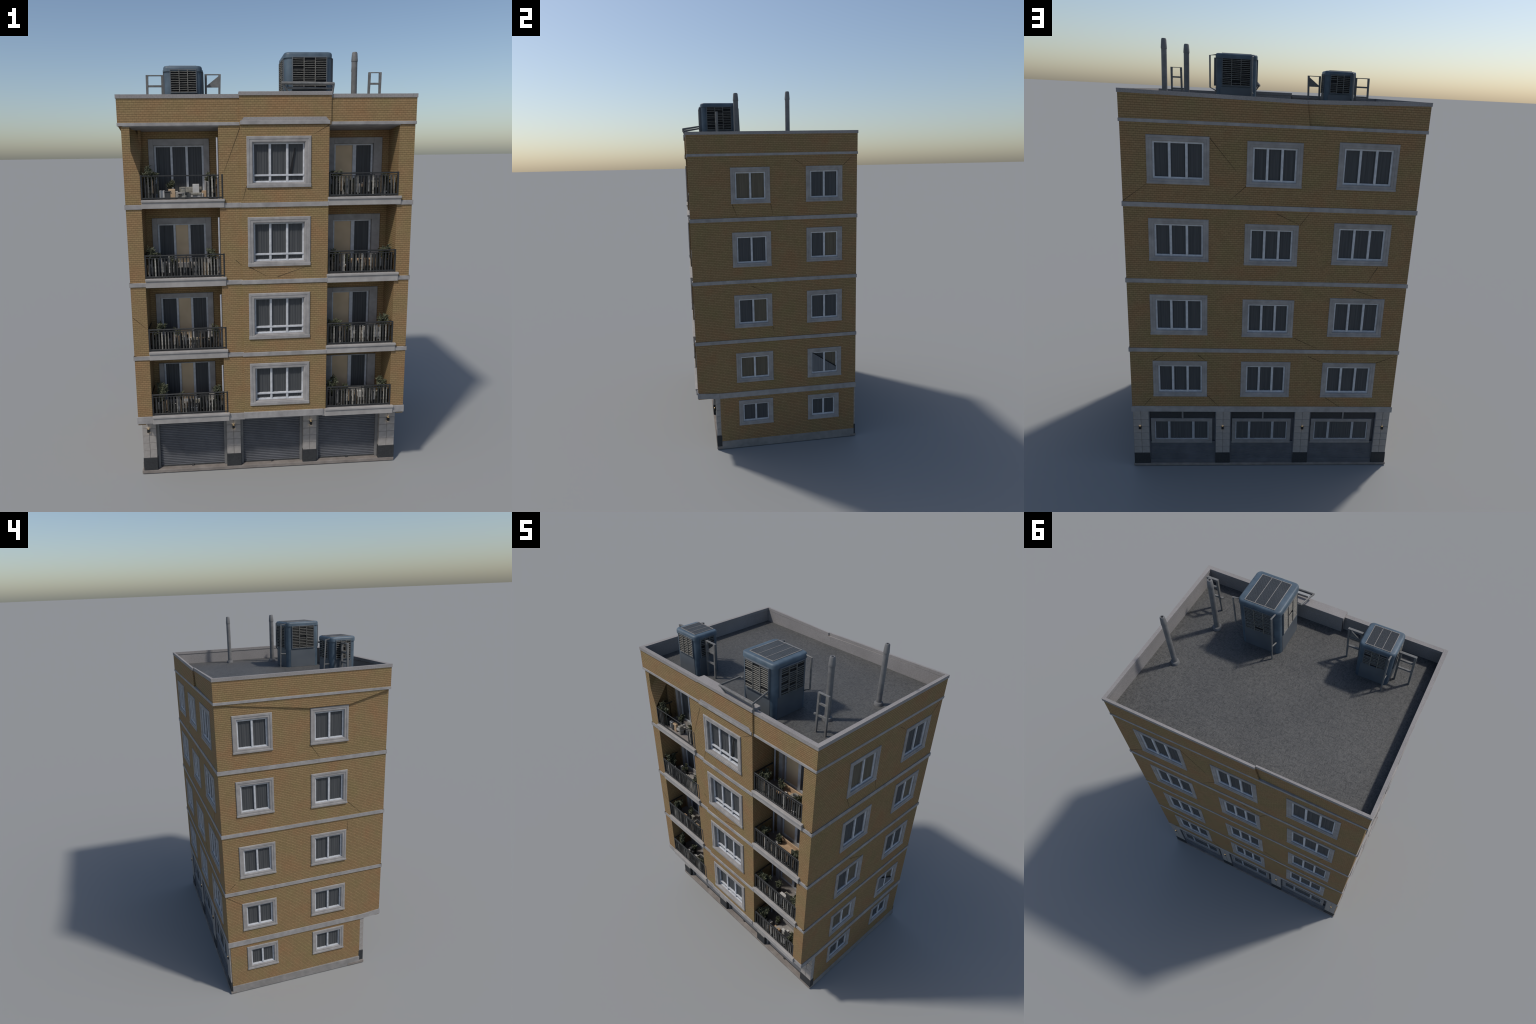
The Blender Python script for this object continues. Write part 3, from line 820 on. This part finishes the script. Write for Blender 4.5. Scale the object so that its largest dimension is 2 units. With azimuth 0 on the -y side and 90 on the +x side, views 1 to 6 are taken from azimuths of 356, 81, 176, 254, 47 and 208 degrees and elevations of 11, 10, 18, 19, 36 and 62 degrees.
def lamp(x, y, z, sgn, parent):
    """small up-and-down wall light"""
    b = Build()
    h, w, t = 0.0085, 0.0056, 0.0010
    d = 0.0105 if sgn < 0 else 0.0046
    for x0, x1 in ((x - w, x - w + t), (x + w - t, x + w)):
        b.box((x0, x1), (y, y + sgn * d), (z - h, z + h))
    b.box((x - w + t, x + w - t), (y + sgn * (d - t), y + sgn * d), (z - h, z + h))
    b.box((x - w + t, x + w - t), (y, y + sgn * (d - t)), (z - 0.0015, z + 0.0015))
    b.done("wall_lamp", "lamp", parent)
    b = Build()
    for k in (-1, 1):       # glowing strip on the inside of the front plate, facing the wall
        b.box((x - w + t + 0.0002, x + w - t - 0.0002), (y + sgn * (d - t - 0.0002), y + sgn * (d - t - 0.0006)), (z + k * 0.0035, z + k * 0.0082))
    b.done("lamp_bulb", "glow" if sgn < 0 else "glow_rear", parent)

def pier(x0, x1, lx, y, sgn, zb, zt, rows, depth, lz):
    """stone clad pier: core, tiles in two columns, charcoal base, lamp. sgn = outward y"""
    b = Build()
    yo = y - sgn * 0.002
    b.box((x0 + 0.0015, x1 - 0.0015), (yo, y - sgn * depth), (zb, zt))
    core = b.done("pier", "joint")
    me = None
    cols = 2
    w = (x1 - x0) / cols
    for r in range(len(rows) - 1):
        for k in range(cols):
            one = (r == len(rows) - 2) and False
            t = tile_mesh(w - 0.0012, rows[r + 1] - rows[r] - 0.0012, depth - 0.001)
            ob = bpy.data.objects.new("stone_tile", t)
            yy = y - depth + 0.001 if sgn > 0 else y
            ob.location = (x0 + k * w + 0.0006, yy + rnd.uniform(-0.0003, 0.0003), rows[r] + 0.0006)
            link(ob, core)
    b = Build()
    b.box((x0 - 0.0012, x1 + 0.0012), (y + sgn * 0.0013, y - sgn * (depth + 0.002)), (zb, rows[0]), 0.0012)
    b.done("pier_base", "black", core)
    lamp(lx, y + sgn * 0.0003, lz, sgn, core)

for x0, x1, lx in PIERS_F:
    pier(x0, x1, lx, YG, -1, 0.0160, 0.3165, [0.083, 0.124, 0.162, 0.200, 0.238, 0.277, 0.3165], 0.026, 0.231)
for x0, x1, lx in PIERS_B:
    pier(x0, x1, lx, YB + 0.0002, 1, 0.003, 0.309, [0.072, 0.110, 0.149, 0.187, 0.225, 0.264, 0.309], 0.010, 0.220)

def corrugated(x0, x1, z0, z1, y, pitch, amp, name, mat, sgn=-1, n_sub=4):
    b = Build()
    n = int(round((z1 - z0) / pitch))
    prof = []
    for i in range(n):
        for t, a in ((0.0, 0.0), (0.10, 0.75), (0.45, 1.0), (0.70, 0.70), (0.80, 0.0)):
            prof.append((z0 + (i + t) * (z1 - z0) / n, a * amp))
    prof.append((z1, 0))
    L = [[b.bm.verts.new((x, y + sgn * a, z)) for z, a in prof] for x in (x0, x1)]
    for i in range(len(prof) - 1):
        b.bm.faces.new((L[0][i], L[1][i], L[1][i + 1], L[0][i + 1]))
    back = [b.bm.verts.new((x, y - sgn * 0.006, z)) for x in (x0, x1) for z in (z0, z1)]
    b.bm.faces.new((back[0], back[2], back[3], back[1]))
    for k, Lk in ((0, L[0]), (2, L[1])):
        b.bm.faces.new(Lk + [back[k + 1], back[k]])
    b.bm.faces.new((L[0][0], L[1][0], back[2], back[0])); b.bm.faces.new((L[0][-1], L[1][-1], back[3], back[1]))
    return b.done(name, mat)

for (l, r) in zip(PIERS_F, PIERS_F[1:]):
    x0, x1 = l[1], r[0]
    sh = corrugated(x0 + 0.012, x1 - 0.012, 0.020, 0.319, -0.322, 0.0092, 0.0034, "roller_shutter", "shutter")
    b = Build()
    b.box((x0 - 0.004, x0 + 0.013), (-0.334, -0.30), (0.012, 0.317), 0.001)
    b.box((x1 - 0.013, x1 + 0.004), (-0.334, -0.30), (0.012, 0.317), 0.001)
    b.done("shutter_guide", "guide", sh)
    b = Build()
    xm = 0.5 * (x0 + x1)
    b.box((x0 + 0.013, x1 - 0.013), (-0.328, -0.318), (0.0165, 0.0225), 0.0006)
    b.box((xm - 0.006, xm + 0.006), (-0.334, -0.324), (0.0166, 0.0250), 0.001)
    b.done("shutter_lock", "pot", sh)

# side plinths
b = Build()
b.box((XR - 0.02, XR + 0.0022), (-0.3255, YB - 0.0075), (0.0, 0.047), 0.001)
b.box((XL + 0.02, XL - 0.0030), (-0.3255, YB - 0.0075), (0.0, 0.047), 0.001)
b.done("plinth", "plinth")

# ------------------------------------------------------------------ ground floor, rear
b = Build()
b.box((XL - 0.0037, XR + 0.0031), (YB - 0.03, YB + 0.0045), (0.0, 0.0125), 0.0015)
b.done("step", "step")
YR = YB - 0.007
for (r, l) in zip(PIERS_B, PIERS_B[1:]):
    x0, x1 = l[1], r[0]
    corrugated(x0 - 0.002, x1 + 0.002, 0.033, 0.135, YR, 0.0064, 0.0018, "rear_panel", "shutter_back", sgn=1)
    b = Build()
    b.box((x0 - 0.002, x1 + 0.002), (YR - 0.02, YR + 0.004), (0.012, 0.034), 0.001)
    b.box((x0 - 0.002, x0 + 0.004), (YR - 0.02, YR + 0.006), (0.034, 0.310), 0.001)
    b.box((x1 - 0.004, x1 + 0.002), (YR - 0.02, YR + 0.006), (0.034, 0.310), 0.001)
    b.box((x0, x1), (YR - 0.02, YR - 0.009), (0.130, 0.310))
    b.done("rear_frame", "shutter_back")
    # high transom lights
    b = Build()
    xm = 0.5 * (x0 + x1)
    b.box((x0 + 0.004, xm - 0.004), (YR - 0.006, YR + 0.000), (0.270, 0.309))
    b.box((xm + 0.004, x1 - 0.004), (YR - 0.006, YR + 0.000), (0.270, 0.309))
    t = b.done("transom_light", "black")
    b = Build()
    b.box((xm - 0.0042, xm + 0.0042), (YR - 0.006, YR + 0.004), (0.268, 0.309), 0.0008)
    b.done("transom_bar", "guide", t)
    # projecting three-part window
    F = Face("back", YR)
    u0, u1, z0, z1 = x0 + 0.018, x1 - 0.008, 0.128, 0.266
    b = Build()
    rings(b, F, (u0, u1, z0, z1), [(0, -0.006), (0, 0.001), (0.002, 0.002), (0.016, 0.002), (0.018, 0.000), (0.018, -0.008)])
    fbox(b, F, (u0, u1), (-0.002, 0.004), (z0 - 0.001, z0 + 0.010), 0.001)
    w = b.done("window", "trim_dark")
    a0, a1, c0, c1 = u0 + 0.018, u1 - 0.018, z0 + 0.024, z1 - 0.011
    b = Build()
    rings(b, F, (a0, a1, c0 - 0.006, c1), [(-0.001, -0.008), (0, -0.001), (0.005, -0.001), (0.005, -0.008)])
    ww = a1 - a0
    m1, m2 = a0 + ww * 0.285, a0 + ww * 0.735
    for m in (m1, m2):
        fbox(b, F, (m - 0.006, m + 0.006), (-0.008, -0.0008), (c0 - 0.003, c1 - 0.001), 0.0008)
    b.done("window_frame", "pvc_dull", w)
    ed = [a0, m1, m2, a1]
    for i in range(3):
        pane(F, (ed[i] + 0.001, ed[i + 1] - 0.001), (c0 - 0.003, c1 - 0.001), -0.004, "pane", w)

# floor core so that nothing is see-through
Build().box((XL + 0.04, XR - 0.04), (-0.28, YB - 0.06), (0.002, 1.655)).done("building_core", "dark")

# ------------------------------------------------------------------ roof: vent pipes
def vent(x, y, r, top, capz, name="vent_pipe"):
    b = Build()
    b.lathe(x, y, [(r, ROOF - 0.004), (r * 0.99, capz - 0.02), (r * 1.0, capz), (r * 1.10, capz + 0.0005), (r * 1.10, capz + 0.006),
                   (r * 0.92, top - 0.006), (r * 0.74, top - 0.0005), (r * 0.60, top), (r * 0.42, top - 0.0005), (r * 0.40, top - 0.015)], 24)
    v = b.done(name, "pipe", smooth=True)
    b = Build()
    b.lathe(x, y, [(r * 1.75, ROOF - 0.003), (r * 1.7, ROOF + 0.010), (r * 1.45, ROOF + 0.015), (r * 0.9, ROOF + 0.016)], 20)
    b.done("pipe_flange", "pipe", v, smooth=True)
    b = Build()
    b.lathe(x, y, [(r * 0.36, top - 0.012), (r * 0.40, top - 0.0012), (r * 0.2, top - 0.0011)], 16)
    b.done("pipe_plug", "dark", v)  # solid dark plug put in place of a shaded bore
vent(0.430, -0.170, 0.0138, 2.000, 1.957)
vent(0.500, 0.107, 0.0125, 1.999, 1.955)

# ------------------------------------------------------------------ roof: condenser units
def rounded_prism(b, x, y, z, r, seg=5, top=0.0):
    pts = []
    for cx, cy, a0 in ((x[1] - r, y[1] - r, 0), (x[0] + r, y[1] - r, 90), (x[0] + r, y[0] + r, 180), (x[1] - r, y[0] + r, 270)):
        for i in range(seg + 1):
            a = math.radians(a0 + 90 * i / seg)
            pts.append((cx, cy, math.cos(a), math.sin(a)))
    prof = [(r, z[0]), (r, z[1] - top)]
    if top:
        for i in range(1, 4):
            a = math.radians(30 * i)
            prof.append((r - top * (1 - math.cos(a)), z[1] - top + top * math.sin(a)))
    L = [[b.bm.verts.new((cx + dx * rr, cy + dy * rr, zz)) for cx, cy, dx, dy in pts] for rr, zz in prof]
    n = len(pts)
    for A, B in zip(L, L[1:]):
        for j in range(n):
            b.bm.faces.new((A[j], A[(j + 1) % n], B[(j + 1) % n], B[j]))
    b.bm.faces.new(L[0][::-1]); b.bm.faces.new(L[-1])

def grille(F, parent, u, z, rows, cols, seed):
    """louvre: dark box, frame, mullions and tilted uneven slats"""
    rg = random.Random(seed)
    b = Build()
    fbox(b, F, u, (-0.012, 0.0006), z)
    b.done("louvre_back", "dark", parent)
    b = Build()
    rings(b, F, (u[0] - 0.003, u[1] + 0.003, z[0] - 0.003, z[1] + 0.003), [(0, -0.012), (0, 0.0045), (0.0008, 0.005), (0.0035, 0.005), (0.004, 0.004), (0.004, 0)])
    b.done("louvre_frame", "unit_grey", parent)
    b = Build()
    h = (z[1] - z[0]) / rows
    w = (u[1] - u[0]) / cols
    for c in range(cols):
        for r in range(rows):
            if rg.random() < 0.05:
                continue
            ua, ub = u[0] + c * w + 0.001, u[0] + (c + 1) * w - 0.001
            za, zb = z[0] + (r + 0.18 + rg.uniform(-.1, .1)) * h, z[0] + (r + 0.18 + rg.uniform(-.1, .1)) * h
            t = h * 0.26
            p = [F(ua, 0.0045, za), F(ub, 0.0045, zb), F(ub, 0.0008, zb + h * 0.12), F(ua, 0.0008, za + h * 0.12)]
            q = [F(ua, 0.0050, za + t), F(ub, 0.0050, zb + t), F(ub, 0.0010, zb + h * 0.12 + t), F(ua, 0.0010, za + h * 0.12 + t)]
            b.hexa(p + q)
    for c in range(1, cols):
        uu = u[0] + c * w
        fbox(b, F, (uu - 0.0016, uu + 0.0016), (0.0, 0.0062), z)
    b.done("louvre_slats", "slat", parent, kind="stuff")

def unit(x, y, top, r, seed, gz, rows, fine, out=0.0):
    b = Build()
    rounded_prism(b, (x[0] + 0.003, x[1] - 0.003), (y[0] + 0.003, y[1] - 0.003), (ROOF - 0.002, top - 0.018), r)
    body = b.done("air_conditioner", "blue", smooth=True)
    b = Build()
    rounded_prism(b, x, y, (top - 0.024, top), r, 5, 0.010)
    b.done("unit_lid", "blue", body, smooth=True)
    # plain lower panels
    b = Build()
    zp = (ROOF, gz[0] - 0.006)
    m = r + 0.002
    b.box((x[0] + m, x[1] - m), (y[0] + 0.0015, y[0] + 0.01), zp, 0.0008)
    b.box((x[0] + m, x[1] - m), (y[1] - 0.0015, y[1] - 0.01), zp, 0.0008)
    b.box((x[0] + 0.0015, x[0] + 0.01), (y[0] + m, y[1] - m), zp, 0.0008)
    b.box((x[1] - 0.0015, x[1] - 0.01), (y[0] + m, y[1] - m), zp, 0.0008)
    b.done("unit_panel", "unit_grey", body)
    g = r + 0.012
    grille(Face("front", y[0] + 0.002 - out), body, (x[0] + g, x[1] - g * 0.8), gz, rows, 3, seed)
    grille(Face("back", y[1] - 0.002), body, (x[0] + g, x[1] - g), gz, rows, 3, seed + 1)
    grille(Face("right", x[1] - 0.002 + out), body, (y[0] + g, y[1] - g), gz, rows, 3, seed + 2)
    grille(Face("left", x[0] + 0.002), body, (y[0] + g, y[1] - g), gz, rows, 3, seed + 3)
    # fan guard on the lid
    t = 0.033 if fine else 0.026
    b = Build()
    b.box((x[0] + t, x[1] - t), (y[0] + t * 0.75, y[1] - t * 0.45), (top - 0.004, top + 0.0006))
    b.done("fan_guard_back", "dark", body)
    gx, gy = (x[0] + t, x[1] - t), (y[0] + t * 0.75, y[1] - t * 0.45)
    b = Build()
    for k in (0, 1):
        b.box((gx[k] - 0.0012, gx[k] + 0.0012), (gy[0] - 0.0012, gy[1] + 0.0012), (top - 0.002, top + 0.0024))
        b.box((gx[0], gx[1]), (gy[k] - 0.0012, gy[k] + 0.0012), (top - 0.002, top + 0.0022))
    for k in (1, 2):
        xx = gx[0] + (gx[1] - gx[0]) * k / 3
        b.box((xx - 0.0009, xx + 0.0009), (gy[0], gy[1]), (top - 0.002, top + 0.0022))
    b.done("fan_guard_frame", "cushion", body)
    b = Build()
    n = 34 if fine else 22
    for i in range(1, n):
        yy = gy[0] + (gy[1] - gy[0]) * i / n
        b.box((gx[0], gx[1]), (yy - 0.0009, yy + 0.0009), (top - 0.001, top + 0.0016))
    b.done("fan_guard_bars", "unit_grey", body, kind="stuff")
    return body

AC1 = unit((0.073, 0.285), (-0.360, -0.150), 1.9655, 0.024, 3, (1.812, 1.941), 14, True, 0.005)
AC2 = unit((-0.447, -0.281), (-0.347, -0.203), 1.9110, 0.020, 9, (1.800, 1.893), 10, False)

def pipes(name, parent, runs, r=0.0032, mat="bracket", square=False):
    b = Build()
    for p in runs:
        b.tube(p, r, 8, square)
    return b.done(name, mat, parent, smooth=not square)

# guard frame that leans over the raised parapet in front of the big unit
pipes("guard_rail", AC1, [
    [(0.085, -0.360, 1.838), (0.070, -0.362, 1.838), (0.050, -0.4640, 1.823), (0.268, -0.4640, 1.820), (0.252, -0.355, 1.838), (0.262, -0.340, 1.836)],
    [(0.054, -0.4640, 1.822), (0.075, -0.452, 1.792)], [(0.268, -0.4640, 1.820), (0.265, -0.455, 1.786), (0.263, -0.445, 1.770)],
    [(0.075, -0.452, 1.806), (0.262, -0.452, 1.802)]], 0.0040)
# hanging stays at the corners
pipes("corner_stay", AC1, [[(0.280, -0.168, 1.957), (0.313, -0.166, 1.953), (0.311, -0.162, 1.800), (0.279, -0.166, 1.783)]], 0.0033)
pipes("corner_stay", AC1, [[(0.094, -0.158, 1.957), (0.101, -0.124, 1.953), (0.099, -0.116, 1.698)], [(0.0995, -0.118, 1.782), (0.093, -0.150, 1.780)]], 0.0035)
pipes("corner_stay", AC2, [[(-0.430, -0.212, 1.903), (-0.428, -0.184, 1.900), (-0.429, -0.172, 1.698)], [(-0.4285, -0.178, 1.775), (-0.432, -0.205, 1.775)]], 0.0035)
pipes("ladder_frame", AC2, [[(-0.530, -0.262, 1.698), (-0.525, -0.262, 1.882), (-0.458, -0.262, 1.882), (-0.461, -0.262, 1.698)],
    [(-0.525, -0.262, 1.837), (-0.459, -0.262, 1.837)], [(-0.527, -0.262, 1.786), (-0.459, -0.262, 1.786)]], 0.0056, square=True)
lf = pipes("ladder_frame", AC2, [[(-0.270, -0.288, 1.698), (-0.266, -0.288, 1.882), (-0.205, -0.288, 1.882), (-0.212, -0.288, 1.698)],
    [(-0.267, -0.288, 1.832), (-0.207, -0.288, 1.832)], [(-0.269, -0.288, 1.776), (-0.210, -0.288, 1.776)]], 0.0056, square=True)
b = Build()
b.hexa([(-0.266, -0.2895, 1.832), (-0.208, -0.2895, 1.832), (-0.208, -0.2865, 1.832), (-0.266, -0.2865, 1.832),
        (-0.262, -0.2895, 1.836), (-0.206, -0.2895, 1.879), (-0.206, -0.2865, 1.879), (-0.262, -0.2865, 1.836)])
b.done("gusset_plate", "bracket", AC2)
b = Build()
for p in ([(0.466, -0.283, 1.698), (0.471, -0.283, 1.891), (0.520, -0.283, 1.891), (0.519, -0.281, 1.698)],
          [(0.470, -0.283, 1.843), (0.5195, -0.283, 1.843)], [(0.458, -0.283, 1.786), (0.519, -0.283, 1.786)]):
    b.tube(p, 0.0056, 8, True)
b.lathe(0.456, -0.283, [(0.003, 1.784), (0.007, 1.784), (0.007, 1.789), (0.003, 1.789)], 12)
b.done("ladder", "bracket")

# ------------------------------------------------------------------ thin dark strips copying crease artefacts of the source mesh
CREASES = [
("front", -0.125, 1.651, -0.199, 1.460),
("bay", 0.253, 1.654, 0.190, 1.618),
("bay", -0.103, 1.402, -0.119, 1.343),
("front", -0.156, 1.079, -0.123, 1.050),
("bay", -0.095, 1.047, -0.018, 1.003),
("bay", 0.029, 0.999, 0.168, 1.046),
("front", -0.615, 0.828, -0.555, 0.774),
("back", 0.270, 1.603, 0.158, 1.471),
("back", 0.115, 1.412, 0.186, 1.347),
("back", 0.628, 1.333, 0.528, 1.408),
("back", -0.121, 1.248, -0.160, 1.304),
("back", -0.019, 1.296, -0.118, 1.250),
("back", -0.482, 1.065, -0.442, 0.989),
("back", -0.122, 0.708, -0.233, 0.656),
("back", -0.377, 0.955, -0.501, 0.914),
("back", -0.197, 0.612, -0.263, 0.584),
("back", -0.526, 0.582, -0.616, 0.620),
("back", 0.276, 0.399, 0.215, 0.333),
("back", 0.539, 0.385, 0.579, 0.336),
("back", -0.292, 0.390, -0.370, 0.336),
("back", 0.523, 0.584, 0.472, 0.615),
("back", 0.318, 0.613, 0.277, 0.580),
("right", 0.118, 1.633, 0.170, 1.598),
("right", 0.387, 1.597, 0.444, 1.648),
("right", -0.226, 1.402, -0.200, 1.336),
("right", -0.017, 1.399, -0.006, 1.336),
("right", -0.134, 0.951, -0.035, 0.905),
("right", -0.018, 0.713, -0.011, 0.675),
("left", -0.021, 1.404, -0.070, 1.336),
("left", 0.459, 0.622, 0.377, 0.562),
("left", -0.233, 1.065, -0.314, 0.989),
("left", -0.232, 0.900, -0.235, 0.956),
("left", 0.410, 0.696, 0.447, 0.662),
]
faces = {"front": FW, "bay": FC, "back": FB, "right": FR, "left": FL}
b = Build()
for k, u0, z0, u1, z1 in CREASES:
    F = faces[k]
    L = math.hypot(u1 - u0, z1 - z0)
    nu, nz = -(z1 - z0) / L * 0.0012, (u1 - u0) / L * 0.0012
    pt = [(u0 + nu, z0 + nz), (u1 + nu * 0.3, z1 + nz * 0.3), (u1 - nu * 0.3, z1 - nz * 0.3), (u0 - nu, z0 - nz)]
    b.hexa([F(u, -0.001, z) for u, z in pt] + [F(u, 0.0004, z) for u, z in pt])
b.done("mesh_crease", "crease", kind="stuff")

# slipped panes, right flank and top bay; dark strips added for the diagonal lines
def slipped(F, pts, n, mat):
    b = Build()
    b.bm.faces.new([b.bm.verts.new(F(u, n, z)) for u, z in pts])
    r = bmesh.ops.extrude_face_region(b.bm, geom=b.bm.faces[:])
    off = Vector(F(0, 0.0015, 0)) - Vector(F(0, 0, 0))
    for v in [g for g in r["geom"] if isinstance(g, bmesh.types.BMVert)]:
        v.co += off
    b.done("slipped_pane", mat)
slipped(FR, [(0.209, 0.537), (0.209, 0.424), (0.349, 0.424), (0.349, 0.443)], -0.0062, "pane_pale")
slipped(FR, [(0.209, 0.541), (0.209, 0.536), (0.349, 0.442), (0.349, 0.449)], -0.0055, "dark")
slipped(FC, [(0.083, 1.450), (0.094, 1.450), (0.110, 1.560), (0.106, 1.560)], -0.0150, "dark")
